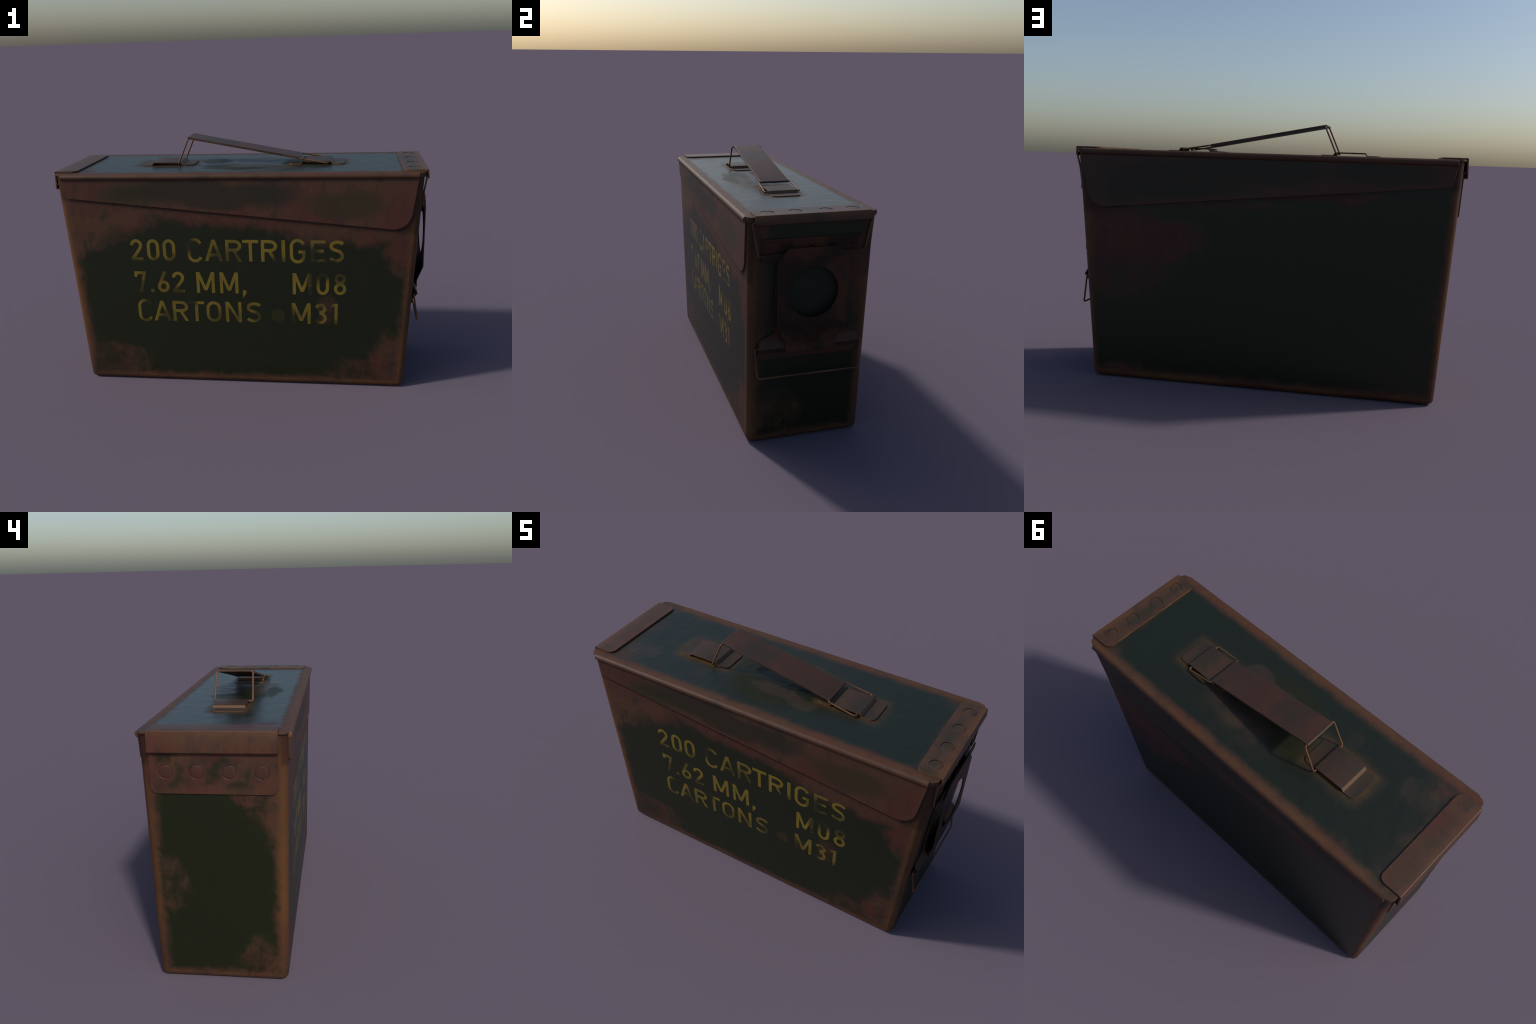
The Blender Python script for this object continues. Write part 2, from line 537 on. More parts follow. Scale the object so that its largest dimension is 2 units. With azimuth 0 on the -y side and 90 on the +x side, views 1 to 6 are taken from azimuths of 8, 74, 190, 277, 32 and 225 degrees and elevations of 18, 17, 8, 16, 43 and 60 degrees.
def make_lid_material():
    N = Nodes("lid_painted_steel")
    W = N.warped(0.085, 7.5, 6.0, 3.0)
    ex = N.math("ABSOLUTE", N.add(N.x, 0.002))
    ey = N.math("ABSOLUTE", N.y)
    b1 = N.sub(1.0, N.math("DIVIDE", N.sub(0.3225, ey), 0.060))
    b2 = N.sub(1.0, N.math("DIVIDE", N.sub(0.985, ex), 0.132))
    f = N.maxi(b1, b2)
    for x, y, rx, ry, g in ((-0.88, 0.0, 0.06, 0.33, 0.3), (-0.84, -0.24, 0.10, 0.09, 0.45),
                            (0.08, 0.13, 0.22, 0.08, 0.2),
                            (-0.62, 0.31, 0.22, 0.06, 0.5), (-0.3, 0.31, 0.3, 0.045, 0.5), (0.84, 0.29, 0.10, 0.07, 0.5)):
        f = N.maxi(f, N.blob(W, (x, y, 1.216), (rx, ry, 0.3), g))
    # rust halo round the two handle clips
    px = N.math("ABSOLUTE", N.sub(ex, 0.418))
    qx = N.maxi(N.sub(px, 0.15), 0.0)
    qy = N.maxi(N.sub(ey, 0.075), 0.0)
    dclip = N.math("SQRT", N.add(N.mul(qx, qx), N.mul(qy, qy)))
    halo = N.smooth(N.add(dclip, N.mul(N.sub(N.noise(9.0, 4.0, 0.6, 5.0), 0.5), 0.07)), 0.068, -0.004)
    rag = N.sub(N.noise(11.0, 6.0, 0.6, 2.0), 0.5)
    fine = N.sub(N.noise(30.0, 4.0, 0.6, 7.0), 0.5)
    f = N.add(f, N.mul(rag, 0.70), N.mul(fine, 0.25))
    rust = N.smooth(f, -0.12, 0.66)
    ol = N.maxi(N.blob(W, (-0.16, 0.06, 1.216), (0.13, 0.10, 0.3)), N.blob(W, (0.0, -0.17, 1.216), (0.24, 0.055, 0.3)), N.blob(W, (-0.10, -0.10, 1.216), (0.16, 0.10, 0.3), 0.7))
    ol = N.smooth(N.add(ol, N.mul(rag, 0.3)), 0.0, 0.5)
    paint = N.mix(N.noise(2.2, 3.0, 0.5, 3.0), GREEN_LID, (0.0092, 0.0122, 0.0050))
    paint = N.mix(N.mul(ol, 0.85), paint, (0.011, 0.0125, 0.0025))
    mud = None
    for x, y, rx, ry, g in ((0.06, -0.105, 0.20, 0.055, 0.6), (0.20, -0.13, 0.12, 0.05, 0.5), (0.12, 0.10, 0.24, 0.10, 0.5), (-0.76, -0.15, 0.12, 0.08, 0.30), (-0.35, -0.16, 0.06, 0.045, 0.2)):
        b = N.math("MINIMUM", N.blob(W, (x, y, 1.216), (rx, ry, 0.3), 1.4), g)
        mud = b if mud is None else N.maxi(mud, b)
    mud = N.smooth(N.add(mud, N.mul(rag, 0.7), N.mul(fine, 0.3)), 0.0, 0.75)
    paint = N.mix(N.mul(mud, 0.95), paint, (0.034, 0.0225, 0.0150))
    rc = rust_colour(N, 3.0)
    rc = N.mix(N.mul(N.smooth(b1, 0.1, 0.9), 0.30), rc, RUST_ORANGE)
    c = N.mix(N.mul(rust, 0.93), paint, rc)
    hot = N.mul(N.smooth(dclip, 0.040, 0.0), N.smooth(N.noise(7.0, 3.0, 0.5, 18.0), 0.38, 0.60, 0.25, 1.0))
    hc = N.mix(hot, (0.034, 0.0225, 0.0115), (0.074, 0.036, 0.0095))
    c = N.mix(N.mul(halo, 0.9), c, hc)
    cover = N.maxi(rust, N.mul(halo, 0.8), N.mul(ol, 0.7), N.mul(mud, 0.55))
    streak = N.noise(17.0, 2.0, 0.5, 6.0)
    h = N.add(N.mul(grain(N, 2.0), 0.22), N.mul(streak, 1.2))
    return N.finish(c, N.smooth(cover, 0, 1, 0.36, 0.58), h, 0.42, N.smooth(cover, 0, 1, 0.5, 0.28), dist=0.006)


def make_rust_material(name, seed, green=0.0, tint=None, tint_amt=0.0, gcol=(0.017, 0.0165, 0.0085), rough=0.50, spec=0.30, dark=0.0, sunlit=None):
    """Mostly rusted sheet metal with surviving patches of paint."""
    N = Nodes(name)
    c = rust_colour(N, seed)
    if green > 0:
        g = N.smooth(N.noise(5.5, 4.0, 0.55, seed + 13.0), 0.60 - 0.22 * green, 0.72 - 0.18 * green)
        c = N.mix(N.mul(g, 0.85), c, gcol)
    if tint:
        c = N.mix(N.smooth(N.noise(4.0, 3.0, 0.5, seed + 21.0), 0.38, 0.62, tint_amt * 0.4, tint_amt), c, tint)
    if dark > 0:
        c = N.mix(dark, c, RUST_DARK)
    if sunlit:                                  # sunlit orange painted into the colour between two heights (a folded step)
        lo, hi = sunlit
        m = N.mul(N.smooth(N.z, lo, lo + 0.0025), N.smooth(N.z, hi, hi - 0.0025))
        c = N.mix(N.mul(m, 0.8), c, (0.125, 0.060, 0.024))
    return N.finish(c, rough, grain(N, seed), 0.15, spec)


def make_strap_material(name, seed, band, band_amt, outer):
    """Strap folded over an end of the lid: a dull painted streak along the middle,
    warmer rust on the folded edge."""
    N = Nodes(name)
    c = rust_colour(N, seed)
    ax = N.math("ABSOLUTE", N.x)
    n = N.sub(N.noise(6.0, 5.0, 0.6, seed + 3.0), 0.5)
    streak = N.smooth(N.add(N.math("ABSOLUTE", N.sub(ax, band)), N.mul(n, 0.14)), 0.055, 0.0)
    streak = N.mul(streak, N.smooth(N.noise(2.6, 2.0, 0.5, seed + 5.0), 0.36, 0.56, 0.35, 1.0))
    c = N.mix(N.mul(streak, band_amt), c, (0.0225, 0.0215, 0.0120))
    warm = N.smooth(N.add(ax, N.mul(n, 0.06)), 0.955, 0.995)
    warm = N.mul(warm, N.smooth(N.z, 1.19, 1.22, outer * 0.1, outer))
    warm = N.mul(warm, N.smooth(N.noise(3.0, 3.0, 0.5, seed + 6.0), 0.38, 0.60, 0.3, 1.0))
    c = N.mix(warm, c, RUST_ORANGE)
    return N.finish(c, 0.46, grain(N, seed), 0.18, 0.34)


def make_plate_material():
    N = Nodes("hinge_plate_rust")
    c = rust_colour(N, 8.0)
    g = N.smooth(N.noise(5.5, 5.0, 0.6, 21.0), 0.44, 0.58)
    near = None
    for y in (-0.2083, -0.0690, 0.0710, 0.2083):
        d = N.vec("DISTANCE", N.P, (-0.975, y, 1.035))
        near = d if near is None else N.math("MINIMUM", near, d)
    near = N.smooth(N.add(near, N.mul(N.sub(N.noise(14.0, 4.0, 0.6, 22.0), 0.5), 0.03)), 0.060, 0.032)
    edge = N.smooth(N.math("ABSOLUTE", N.y), 0.225, 0.265)
    low = N.smooth(N.z, 0.985, 0.955)
    g = N.mul(g, N.sub(1.0, N.maxi(near, edge, N.mul(low, 0.7))))
    c = N.mix(N.mul(g, 0.9), c, (0.0150, 0.0150, 0.0065))
    return N.finish(c, 0.46, grain(N, 8.0), 0.15, 0.34)


def make_latch_plate_material():
    """Back plate: grey-green paint survives behind the lever hole, rust on the rims."""
    N = Nodes("latch_plate_steel")
    c = rust_colour(N, 17.0)
    c = N.mix(0.25, c, RUST_DARK)
    n = N.mul(N.sub(N.noise(7.0, 4.0, 0.6, 4.0), 0.5), 0.10)
    g = N.mul(N.smooth(N.add(N.math("ABSOLUTE", N.y), n), 0.175, 0.135), N.smooth(N.add(N.z, n), 0.640, 0.690))
    c = N.mix(N.mul(g, 0.95), c, (0.0150, 0.0190, 0.0135))
    return N.finish(c, 0.5, grain(N, 4.0), 0.12, 0.2)


def make_edge_material(name, colour, seed, spec=0.3):
    N = Nodes(name)
    n = N.noise(9.0, 4.0, 0.6, seed)
    c = N.mix(N.smooth(n, 0.35, 0.65), colour, tuple(v * 0.55 for v in colour))
    return N.finish(c, 0.5, grain(N, seed), 0.15, spec)


M_BODY = make_body_material()
M_LETTER = make_letter_material()
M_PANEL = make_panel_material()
M_LID = make_lid_material()
M_RIM = make_rust_material("rolled_rim_rust", 5.0, 0.20, RUST_TAN, 0.6, rough=0.56, spec=0.26)
M_STRAP = make_strap_material("strap_rust", 6.0, 0.918, 0.75, 0.8)
M_HINGE = make_strap_material("hinge_rust", 7.0, 0.935, 0.75, 0.45)
M_PLATE = make_plate_material()
M_RIVET = make_rust_material("rivet_rust", 9.0, 0.1, RUST_RED, 0.5, dark=0.3)
M_GRIP = make_rust_material("grip_rust", 10.0, 0.55, (0.046, 0.0265, 0.0165), 0.45, gcol=(0.026, 0.0205, 0.0150), dark=0.10)
M_CLIP = make_rust_material("clip_rust", 11.0, 0.9, (0.038, 0.0265, 0.0170), 0.75, gcol=(0.024, 0.0205, 0.0130), dark=0.15, sunlit=(1.2222, 1.2352))
M_LATCH = make_rust_material("latch_rust", 12.0, 0.75, gcol=(0.017, 0.0130, 0.0085), dark=0.1, spec=0.14, rough=0.5)
M_BACKPLATE = make_latch_plate_material()
M_WIRE = make_edge_material("wire_rust", (0.128, 0.060, 0.029), 14.0, 0.25)
M_EDGE = make_edge_material("worn_edge_rust", (0.120, 0.055, 0.022), 15.0)
M_EDGE_DARK = make_edge_material("dull_edge_rust", (0.075, 0.040, 0.022), 16.0)

# ------------------------------------------------------------------ body
def build_body():
    bm = bmesh.new()
    rb, r0 = 0.0285, 0.0330
    levels = []
    for i in range(8):
        t = i / 7 * PI / 2
        levels.append((rb * (1 - math.cos(t)), rb * (1 - math.sin(t))))
    for z in (0.15, 0.35, 0.55, 0.75, 0.95, 1.1, H_BODY):
        levels.append((z, 0.0))
    rings = []
    for z, inset in levels:
        out = rounded_rect(-half_x(z, -1) + inset, half_x(z, 1) - inset, -half_y(z) + inset, half_y(z) - inset,
                           max(r0 - inset * 0.75, 0.006), 8)
        rings.append([bm.verts.new((x, y, z)) for x, y in out])
    n = len(rings[0])
    for a, b in zip(rings, rings[1:]):
        for k in range(n):
            bm.faces.new((a[k], a[(k + 1) % n], b[(k + 1) % n], b[k]))
    bm.faces.new(rings[0][::-1])
    bm.faces.new(rings[-1])
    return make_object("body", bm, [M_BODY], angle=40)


body = build_body()


def wall(sign):
    """Placement on a long side wall: u = x, v = z, w = height above the wall."""
    return lambda u, v, w: (u, sign * (half_y(v) + w), v)


def build_panel(sign):
    """Slanted stiffening panel, deep at the latch end, shallow at the hinge end."""
    line = lambda x: 0.915 + 0.0956 * (0.831 - x)
    corner = [(0.9485, 1.198), (0.9060, line(0.906)), (-0.9300, line(-0.93)), (-0.9505, 1.198)]
    pts = [(p.x, p.y) for p in fillet([(c[0], c[1]) for c in corner], [0, 0.095, 0.022, 0], 12)]
    bm = prism(pts, wall(sign), -0.002, 0.0078)
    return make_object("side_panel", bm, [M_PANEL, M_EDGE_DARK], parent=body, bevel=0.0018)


def build_rim(sign):
    """Rolled bead along the top of the side panel."""
    bm = bmesh.new()
    r, cy, cz, n = 0.0168, 0.3198, 1.1990, 20
    stations = [(-0.9510, r - 0.003), (-0.9490, r)] + [(-0.94 + 1.88 * i / 24, r) for i in range(25)] + [(0.9465, r), (0.9482, r - 0.003)]
    rings = []
    for x, rr in stations:
        rings.append([bm.verts.new((x, sign * cy + rr * math.cos(2 * PI * k / n), cz + rr * math.sin(2 * PI * k / n))) for k in range(n)])
    for a, b in zip(rings, rings[1:]):
        for k in range(n):
            bm.faces.new((a[k], a[(k + 1) % n], b[(k + 1) % n], b[k]))
    bm.faces.new(rings[0]).material_index = 1
    bm.faces.new(rings[-1]).material_index = 1
    return make_object("rolled_rim", bm, [M_RIM, M_EDGE], parent=body, angle=50)


for s in (-1, 1):
    build_panel(s)
    build_rim(s)

# ------------------------------------------------------------------ lid
def build_lid():
    flat = lambda u, v, w: (u, v, w)
    out = rounded_rect(-0.9865, 0.9830, -0.3225, 0.3225, 0.031, 10)
    bm = prism(out, flat, LID_TOP - 0.0088, LID_TOP)
    lip = rounded_rect(0.9460, 0.9822, -0.3217, 0.3217, (0.0302, 0.001, 0.001, 0.0302), 10)
    prism(lip, flat, 1.1920, LID_TOP - 0.0086, bm)
    return make_object("lid", bm, [M_LID, M_EDGE_DARK], bevel=0.0020)


lid = build_lid()

# ------------------------------------------------------------------ rivets
def dome_mesh(name, r, h, mat, n=32, rings=6, foot=0.002, flat=1.0):
    """Shallow dome along +z, sunk by `foot`."""
    bm = bmesh.new()
    prof = [(r, -foot)] + [(r * math.cos(i / rings * PI / 2) ** flat, h * math.sin(i / rings * PI / 2)) for i in range(rings)]
    rows = [[bm.verts.new((p * math.cos(2 * PI * k / n), p * math.sin(2 * PI * k / n), z)) for k in range(n)] for p, z in prof]
    top = bm.verts.new((0, 0, h))
    for a, b in zip(rows, rows[1:]):
        for k in range(n):
            bm.faces.new((a[k], a[(k + 1) % n], b[(k + 1) % n], b[k]))
    for k in range(n):
        bm.faces.new((rows[-1][k], rows[-1][(k + 1) % n], top))
    bm.faces.new(rows[0][::-1])
    bmesh.ops.recalc_face_normals(bm, faces=bm.faces)
    me = bpy.data.meshes.new(name)
    bm.to_mesh(me)
    bm.free()
    me.materials.append(mat)
    finish_shading(me, 50)
    return me


def place_rivets(me, parent, spots, axis):
    q = Vector(axis).to_track_quat("Z", "Y")
    for i, p in enumerate(spots):
        ob = bpy.data.objects.new("rivet", me)
        scene.collection.objects.link(ob)
        ob.parent = parent
        ob.location = p
        ob.rotation_mode = "QUATERNION"
        ob.rotation_quaternion = q


STUD = dome_mesh("rivet", 0.0300, 0.0022, M_RIVET, flat=0.7)
STUD_TOP = dome_mesh("rivet", 0.0300, 0.0022, M_STRAP, flat=0.7)           # wide flat rivet seated in a dimple

# ------------------------------------------------------------------ strap over the latch end of the lid
TOP = 1.2245


def build_latch_strap():
    prof = fillet([(0.8680, TOP), (0.9962, TOP), (0.9990, 1.1790), (0.9850, 1.1765)], [0, 0.004, 0.005, 0], 4)
    bm = bent_sheet(prof, 0.0080, -1, round_end(0.2885, 0.034), round_stations(0.034))
    ob = make_object("latch_strap", bm, [M_STRAP, M_EDGE], bevel=0.0014)
    spots = [(0.9325, y, TOP) for y in (-0.2150, -0.0765, 0.0765, 0.2150)]
    b = ob.modifiers.get("soft_edges")
    ob.modifiers.remove(b)
    cut(ob, [cylinder_solid(p, (0, 0, 1), 0.0322, 0.0070) for p in spots])
    b = ob.modifiers.new("soft_edges", "BEVEL")
    b.width, b.segments, b.limit_method, b.angle_limit = 0.0011, 2, "ANGLE", math.radians(38)
    place_rivets(STUD_TOP, ob, [(x, y, TOP - 0.0026) for x, y, z in spots], (0, 0, 1))
    return ob


build_latch_strap()

# ------------------------------------------------------------------ hinge
def build_hinge():
    prof = fillet([(-0.8755, TOP), (-0.9972, TOP), (-0.9996, 1.1265), (-0.9815, 1.1245)], [0, 0.005, 0.006, 0], 5)
    bm = bent_sheet(prof, 0.0078, 1, round_end(0.2780, 0.034), round_stations(0.034))
    make_object("hinge_strap", bm, [M_HINGE, M_EDGE], bevel=0.0014)

    bx = lambda z, off: -(half_x(z, -1) + off)
    off = 0.0068
    prof = fillet([(bx(0.9395, off), 0.9395), (bx(1.1490, off), 1.1490), (-0.9900, 1.1520)], [0, 0.003, 0], 3)
    bm = bent_sheet(prof, 0.0080, -1, round_end(0.2775, 0.032), round_stations(0.032))
    ob = make_object("hinge_plate", bm, [M_PLATE, M_EDGE_DARK])
    ax = Vector((-1, 0, -0.0609)).normalized()
    spots = [Vector((bx(1.0397, off), y, 1.0397)) for y in (-0.2083, -0.0690, 0.0710, 0.2083)]
    cut(ob, [cylinder_solid(p, ax, 0.0328, 0.0068) for p in spots])
    b = ob.modifiers.new("soft_edges", "BEVEL")
    b.width, b.segments, b.limit_method, b.angle_limit = 0.0011, 2, "ANGLE", math.radians(38)
    place_rivets(STUD, ob, [p - ax * 0.0025 for p in spots], ax)


build_hinge()

# ------------------------------------------------------------------ handle
def build_handle():
    # flat grip bar, sloping down towards the latch end
    a, b = Vector((-0.2880, 1.3690)), Vector((0.3310, 1.2515))
    d = (b - a).normalized()
    nrm = Vector((-d.y, d.x))
    t = 0.0058
    outline = []
    for c, start in ((b, -90), (a, 90)):
        for k in range(9):
            ang = math.radians(start + 180 * k / 8)
            outline.append(c + d * (t * math.cos(ang)) + nrm * (t * math.sin(ang)))
    bm = bmesh.new()
    W = 0.0812
    lo = [bm.verts.new((p.x, -W, p.y)) for p in outline]
    hi = [bm.verts.new((p.x, W, p.y)) for p in outline]
    m = len(outline)
    bm.faces.new(lo[::-1]).material_index = 1
    bm.faces.new(hi).material_index = 1
    for k in range(m):
        f = bm.faces.new((lo[k], lo[(k + 1) % m], hi[(k + 1) % m], hi[k]))
        f.material_index = 1 if k in (12, 13, 14, 15) else 0
    grip = make_object("handle_grip", bm, [M_GRIP, M_EDGE_DARK], bevel=0.0012)

    def loop(top, foot, y_top, y_foot, name="handle_wire"):
        pts = [(foot[0], 0.055, foot[1]), (foot[0], y_foot, foot[1]), (top[0], y_top, top[1]),
               (top[0], -y_top, top[1]), (foot[0], -y_foot, foot[1]), (foot[0], -0.055, foot[1])]
        bm = tube(fillet(pts, [0, 0.011, 0.013, 0.013, 0.011, 0], 6), 0.0045)
        make_object(name, bm, [M_WIRE], parent=grip, angle=60)

    loop((-0.2850, 1.3672), (-0.3478, 1.2268), 0.0925, 0.0968)
    loop((0.3290, 1.2516), (0.4800, 1.2262), 0.0905, 0.0980)


build_handle()


def build_clip(mirror):
    """Hat-shaped strap that holds the foot of a wire loop."""
    up, low, th = 1.2360, 1.2213, 0.0056
    prof = [(0.5715, low), (0.5070, low), (0.4980, up), (0.3395, up), (0.3300, low), (0.2645, low)]
    if mirror:
        prof = [(-x, z) for x, z in prof]
    prof = fillet(prof, [0, 0.004, 0.004, 0.004, 0.004, 0], 3)
    R = 0.027

    def w(s, total):
        s = min(s, total - s)
        return 0.079 if s >= R else 0.079 - R + math.sqrt(max(0.0, R * R - (R - s) ** 2))
    st = round_stations(R)
    bm = bent_sheet(prof, th, -1 if mirror else 1, w, st + [-v for v in st])
    # keep the underside just clear of the lid skin
    make_object("handle_clip", bm, [M_CLIP, M_EDGE], bevel=0.0010)


build_clip(False)
build_clip(True)

# ------------------------------------------------------------------ latch
bxr = lambda z, off: half_x(z, 1) + off


def build_latch():
    # riveted bracket the wire bail pulls on
    prof = [(bxr(1.1045, 0.0070), 1.1045), (bxr(0.9880, 0.0070), 0.9880), (0.9812, 0.9860), (0.9812, 1.0330)]
    prof = fillet(prof, [0, 0.003, 0.003, 0], 3)

    def w(s, total):
        d = min(abs(s - 0.1165), abs(total - s - 0.0470))      # distance along the metal from the bottom fold
        if 0.1165 <= s <= total - 0.0470:
            d = 0.0
        return 0.1840 + 0.0695 * min(1.0, d / 0.0170)
    bm = bent_sheet(prof, 0.0064, -1, w, [0.0995, 0.1165, -0.0470, -0.0300])
    br = make_object("latch_bracket", bm, [M_LATCH, M_EDGE_DARK], bevel=0.0010)
    small = dome_mesh("rivet", 0.0135, 0.0065, M_LATCH, 24, 5)
    place_rivets(small, br, [(bxr(1.0728, 0.0070), y, 1.0728) for y in (-0.2042, -0.0996, -0.0026, 0.0945, 0.1998)], (1, 0, -0.061))

    # octagonal lever with a big round hole; its foot is cranked back to the body
    prof = [(0.9996, 1.0595), (1.0000, 0.6690), (0.9738, 0.5720), (0.9742, 0.5225)]

    def wl(s, total):
        z = 1.0595 - s if s <= 0.3905 else 0.669 - (s - 0.3905) * 0.9655
        if s > total - 0.0495:
            z = 0.5225 + (total - s)
        knots = ((1.0595, 0.1270), (1.0000, 0.1805), (0.6690, 0.1800), (0.5750, 0.1315), (0.5460, 0.1290), (0.5330, 0.1250), (0.5265, 0.1195), (0.5225, 0.1080))
        for (z0, w0), (z1, w1) in zip(knots, knots[1:]):
            if z >= z1 - 1e-6:
                t = (z0 - z) / (z0 - z1)
                return w0 + (w1 - w0) * max(0, min(1, t))
        return knots[-1][1]
    st = [0.0595, 0.36, -0.0235, -0.0105, -0.004, 0.4874]
    bm = bent_sheet(prof, 0.0062, -1, wl, st)
    lever = make_object("latch_lever", bm, [M_LATCH, M_EDGE_DARK])
    cut(lever, [cylinder_solid((1.0, -0.001, 0.8365), (1, 0, 0), 0.1300, 0.05, 64)])
    b = lever.modifiers.new("soft_edges", "BEVEL")
    b.width, b.segments, b.limit_method, b.angle_limit = 0.0010, 2, "ANGLE", math.radians(38)

    # back plate on the body with a flared, ridged foot that carries the lower bail
    prof = [(bxr(1.0, 0.0075), 1.0), (bxr(0.585, 0.0085), 0.585), (0.9670, 0.5450), (bxr(0.514, 0.0085), 0.514), (bxr(0.4798, 0.0075), 0.4798)]
    S = [0.0]
    for p, q in zip(prof, prof[1:]):
        S.append(S[-1] + math.dist(p, q))

    def wb(s, total):
        for i in range(len(S) - 1):
            if s <= S[i + 1] + 1e-6:
                t = (s - S[i]) / (S[i + 1] - S[i])
                z = prof[i][1] + (prof[i + 1][1] - prof[i][1]) * t
                break
        if z >= 0.6200:
            return 0.1800
        if z >= 0.5785:
            return 0.1800 + (0.6200 - z) / 0.0415 * 0.0840
        if z >= 0.5045:
            return 0.2640
        return 0.2640 - (0.5045 - z) / 0.0247 * 0.0270
    bm = bent_sheet(fillet(prof, [0, 0.003, 0.005, 0.003, 0], 3), 0.0065, -1, wb, [0.3806, 0.401, 0.4155 + 0.004, -0.026, -0.012])
    make_object("latch_plate", bm, [M_BACKPLATE, M_EDGE_DARK], bevel=0.0010)

    # wire bails
    r = 0.0046
    up = [(0.9700, 0.2350, 1.0160), (0.9722, 0.2690, 1.0240), (0.9755, 0.2860, 1.1150), (0.9862, 0.2995, 1.1905),
          (0.9862, -0.2995, 1.1905), (0.9755, -0.2860, 1.1150), (0.9722, -0.2690, 1.0240), (0.9700, -0.2350, 1.0160)]
    bm = tube(fillet(up, [0, 0.012, 0.2, 0.011, 0.011, 0.2, 0.012, 0], 6), r)
    make_object("latch_wire", bm, [M_WIRE], angle=60)
    lowp = [(0.9490, 0.2500, 0.5440), (0.9450, 0.2785, 0.5425), (0.9685, 0.2695, 0.3930), (0.9685, -0.2690, 0.3930), (0.9450, -0.2775, 0.5425), (0.9490, -0.2500, 0.5440)]
    bm = tube(fillet(lowp, [0, 0.009, 0.013, 0.013, 0.009, 0], 6), r)
    make_object("latch_wire", bm, [M_WIRE], angle=60)


build_latch()

# ------------------------------------------------------------------ lettering
SW = 0.143           # stroke width in units of the cap height


def arc(cx, cz, rx, rz, a0, a1, n=14):
    return [(cx + rx * math.cos(math.radians(a0 + (a1 - a0) * k / n)), cz + rz * math.sin(math.radians(a0 + (a1 - a0) * k / n))) for k in range(n + 1)]


def leg(x0, x1, z0=0.0, z1=1.0, w=SW):
    """Straight stroke with level ends, given by its centre at the foot and the head."""
    return ("poly", [(x0 - w / 2, z0), (x0 + w / 2, z0), (x1 + w / 2, z1), (x1 - w / 2, z1)])


def bar(x0, x1, z, w=SW):
    return ("poly", [(x0, z - w / 2), (x1, z - w / 2), (x1, z + w / 2), (x0, z + w / 2)])


def line(pts, closed=False):
    return ("ring" if closed else "line", pts)


def smooth_curve(pts, n=6):
    """Catmull-Rom through the given points."""
    P = [pts[0]] + list(pts) + [pts[-1]]
    out = []
    for i in range(1, len(P) - 2):
        p0, p1, p2, p3 = P[i - 1], P[i], P[i + 1], P[i + 2]
        for k in range(n):
            t = k / n
            out.append(tuple(0.5 * (2 * b + (c - a) * t + (2 * a - 5 * b + 4 * c - d) * t * t + (3 * b - a - 3 * c + d) * t ** 3)
                             for a, b, c, d in zip(p0, p1, p2, p3)))
    out.append(pts[-1])
    return out


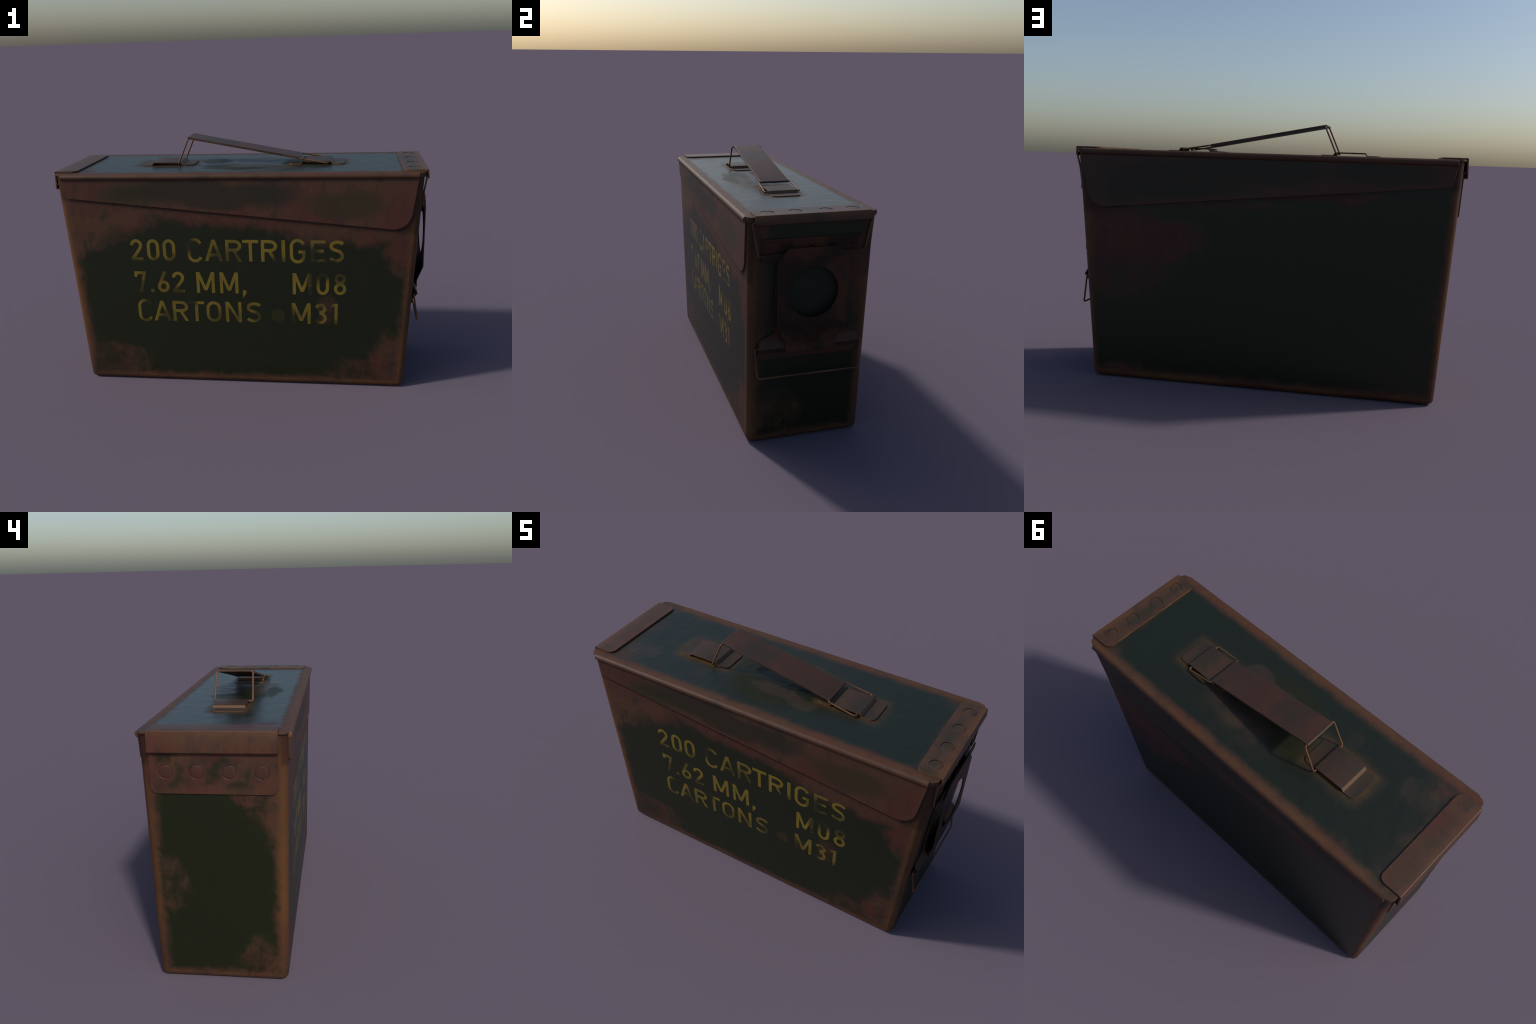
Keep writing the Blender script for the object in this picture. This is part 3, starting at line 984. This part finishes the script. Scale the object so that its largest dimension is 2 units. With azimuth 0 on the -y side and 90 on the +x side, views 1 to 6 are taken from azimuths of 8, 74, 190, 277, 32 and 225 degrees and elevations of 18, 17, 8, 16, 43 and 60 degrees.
def glyph(ch):
    """Engineering-style stencil capitals: (advance width, strokes) with cap height 1."""
    h = SW / 2
    if ch in "0O":
        w = 0.57 if ch == "0" else 0.69
        rx, rz = w / 2 - h, (0.30 if ch == "0" else 0.33) - h + 0.03
        c = w / 2
        return w, [line(arc(c, 1.01 - h - rz, rx, rz, 0, 180) + arc(c, h - 0.01 + rz, rx, rz, 180, 360), True)]
    if ch == "2":
        return 0.57, [line(arc(0.285, 0.715, 0.205, 0.215, 178, -22) + [(0.415, 0.535), (0.115, 0.11)]), bar(0.035, 0.56, h)]
    if ch == "7":
        return 0.56, [bar(0.0, 0.56, 1 - h), leg(0.27, 0.475, 0, 1 - SW * 0.9), leg(h, h, 0.73, 1 - SW)]
    if ch == "6":
        return 0.57, [line(arc(0.285, 0.285, 0.205, 0.215, 0, 360, 28)[:-1], True), ("poly", [(0.045, 0.40), (0.17, 0.31), (0.46, 1.0), (0.29, 1.0)])]
    if ch == "8":
        return 0.57, [line(arc(0.285, 0.755, 0.180, 0.175, 0, 360, 28)[:-1], True), line(arc(0.285, 0.285, 0.205, 0.215, 0, 360, 28)[:-1], True)]
    if ch == "3":
        return 0.56, [line(arc(0.265, 0.745, 0.185, 0.185, 165, -75) + [(0.22, 0.555)]), line([(0.22, 0.535)] + arc(0.265, 0.285, 0.205, 0.215, 80, -160))]
    if ch == "1":
        return 0.30, [leg(0.30 - h - 0.02, 0.30 - h + 0.0), ("poly", [(0.0, 0.80), (0.16, 0.90), (0.16, 1.0), (0.12, 1.0), (0.0, 0.92)])]
    if ch in "CG":
        w = 0.69
        c, rx, rz = w / 2, w / 2 - h, 0.30
        pts = arc(c, 0.71, rx, rz * 0.99 - h + 0.06, 22, 180) + arc(c, 0.29, rx, rz * 0.99 - h + 0.06, 180, 338 if ch == "C" else 360)
        s = [line(pts)]
        if ch == "G":
            s += [leg(w - h, w - h, 0.28, 0.52), bar(0.38, w - 0.01, 0.46)]
        return w, s
    if ch == "A":
        return 0.82, [leg(h + 0.01, 0.41), leg(0.81 - h, 0.41), bar(0.19, 0.63, 0.29)]
    if ch == "R":
        return 0.72, [leg(h, h), line([(h, 1 - h), (0.40, 1 - h)] + arc(0.40, 0.72, 0.225, 0.20, 90, -90) + [(h, 0.52)]), leg(0.62, 0.38, 0, 0.45)]
    if ch == "T":
        return 0.70, [bar(0, 0.70, 1 - h), leg(0.35, 0.35, 0, 1 - SW * 0.9)]
    if ch == "I":
        return SW, [leg(h, h)]
    if ch == "E":
        return 0.65, [leg(h, h), bar(h, 0.65, 1 - h), bar(h, 0.58, 0.51), bar(h, 0.65, h)]
    if ch == "N":
        return 0.72, [leg(h, h), leg(0.72 - h, 0.72 - h), leg(0.72 - h - 0.01, h + 0.01, 0, 1, SW * 1.05)]
    if ch == "M":
        w = 0.84
        return w, [leg(h, h), leg(w - h, w - h), leg(w / 2, h + 0.01, 0.13, 1.0, SW * 1.02), leg(w / 2, w - h - 0.01, 0.13, 1.0, SW * 1.02)]
    if ch == "S":
        return 0.66, [line(smooth_curve([(0.605, 0.84), (0.50, 0.905), (0.33, 0.925), (0.155, 0.865), (0.085, 0.735), (0.15, 0.61), (0.33, 0.535),
                                         (0.50, 0.46), (0.58, 0.30), (0.52, 0.145), (0.35, 0.075), (0.18, 0.10), (0.055, 0.185)]))]
    if ch == ".":
        return 0.155, [bar(0, 0.155, 0.077, 0.155)]
    if ch == ",":
        return 0.155, [("poly", [(0.0, 0.155), (0.0, -0.19), (0.03, -0.19), (0.155, 0.0), (0.155, 0.155)])]
    if ch == "*":
        return 0.64, [("poly", arc(0.32, 0.38, 0.31, 0.31, 0, 360, 24)[:-1])]
    return 0.3, []


def stroke_outline(kind, pts, w=SW):
    """Ribbon of constant width round a centre line -> left and right rails."""
    n = len(pts)
    L, R = [], []
    for i in range(n):
        if kind == "ring":
            a, b = pts[i - 1], pts[(i + 1) % n]
        else:
            a, b = pts[max(0, i - 1)], pts[min(n - 1, i + 1)]
        d = Vector((b[0] - a[0], b[1] - a[1]))
        d = d.normalized() if d.length > 1e-9 else Vector((1, 0))
        m = Vector((-d.y, d.x)) * (w / 2)
        p = Vector(pts[i])
        L.append(tuple(p + m))
        R.append(tuple(p - m))
    return L, R


def build_letter(ch, x0, x1, z0, z1):
    wide, strokes = glyph(ch)
    sx, sz = (x1 - x0) / wide, z1 - z0
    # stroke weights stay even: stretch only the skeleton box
    tr = lambda p: (x0 + p[0] * sx, z0 + p[1] * sz)
    put = wall(-1)
    bm = bmesh.new()
    for k, (kind, pts) in enumerate(strokes):
        top = 0.0003 + 0.00015 * k
        if kind == "poly":
            prism([tr(p) for p in pts], put, -0.001, top, bm)
            continue
        L, R = stroke_outline(kind, pts)
        n = len(pts)
        q = [[bm.verts.new(put(*tr(p), w)) for p in rail] for rail in (L, R) for w in (-0.001, top)]
        span = range(n) if kind == "ring" else range(n - 1)
        for i in span:
            j = (i + 1) % n
            bm.faces.new((q[1][i], q[1][j], q[3][j], q[3][i]))
            bm.faces.new((q[0][i], q[2][i], q[2][j], q[0][j]))
            bm.faces.new((q[0][i], q[0][j], q[1][j], q[1][i]))
            bm.faces.new((q[2][i], q[3][i], q[3][j], q[2][j]))
        if kind != "ring":
            for i in (0, n - 1):
                bm.faces.new((q[0][i], q[1][i], q[3][i], q[2][i]))
    bm.normal_update()
    for f in bm.faces:
        f.material_index = 0 if abs(f.normal.y) > 0.7 else 1
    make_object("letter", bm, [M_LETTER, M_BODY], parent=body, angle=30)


ROWS = [
    (0.7325, 0.8545, (("2", -0.597, -0.5265), ("0", -0.5026, -0.4330), ("0", -0.4132, -0.3430), ("C", -0.2760, -0.1910), ("A", -0.1815, -0.0785),
                      ("R", -0.0650, 0.0260), ("T", 0.0285, 0.1145), ("R", 0.1290, 0.2200), ("I", 0.2395, 0.2595), ("G", 0.2838, 0.3683),
                      ("E", 0.3955, 0.4735), ("S", 0.4933, 0.5725))),
    (0.5460, 0.6685, (("7", -0.5865, -0.5205), (".", -0.4973, -0.4787), ("6", -0.4584, -0.3895), ("2", -0.3745, -0.3030), ("M", -0.2361, -0.1338),
                      ("M", -0.1050, -0.0022), (",", 0.0210, 0.0405), ("M", 0.2962, 0.3991), ("0", 0.4250, 0.4929), ("8", 0.5180, 0.5857))),
    (0.3740, 0.4950, (("C", -0.5815, -0.5000), ("A", -0.4930, -0.3920), ("R", -0.3820, -0.2890), ("T", -0.2890, -0.2010), ("O", -0.1888, -0.1044),
                      ("N", -0.0800, 0.0100), ("S", 0.0366, 0.1200), ("*", 0.1745, 0.2526), ("M", 0.2887, 0.3928), ("3", 0.4140, 0.4830), ("1", 0.5051, 0.5400))),
]
for z0, z1, row in ROWS:
    for ch, x0, x1 in row:
        build_letter(ch, x0, x1, z0, z1)
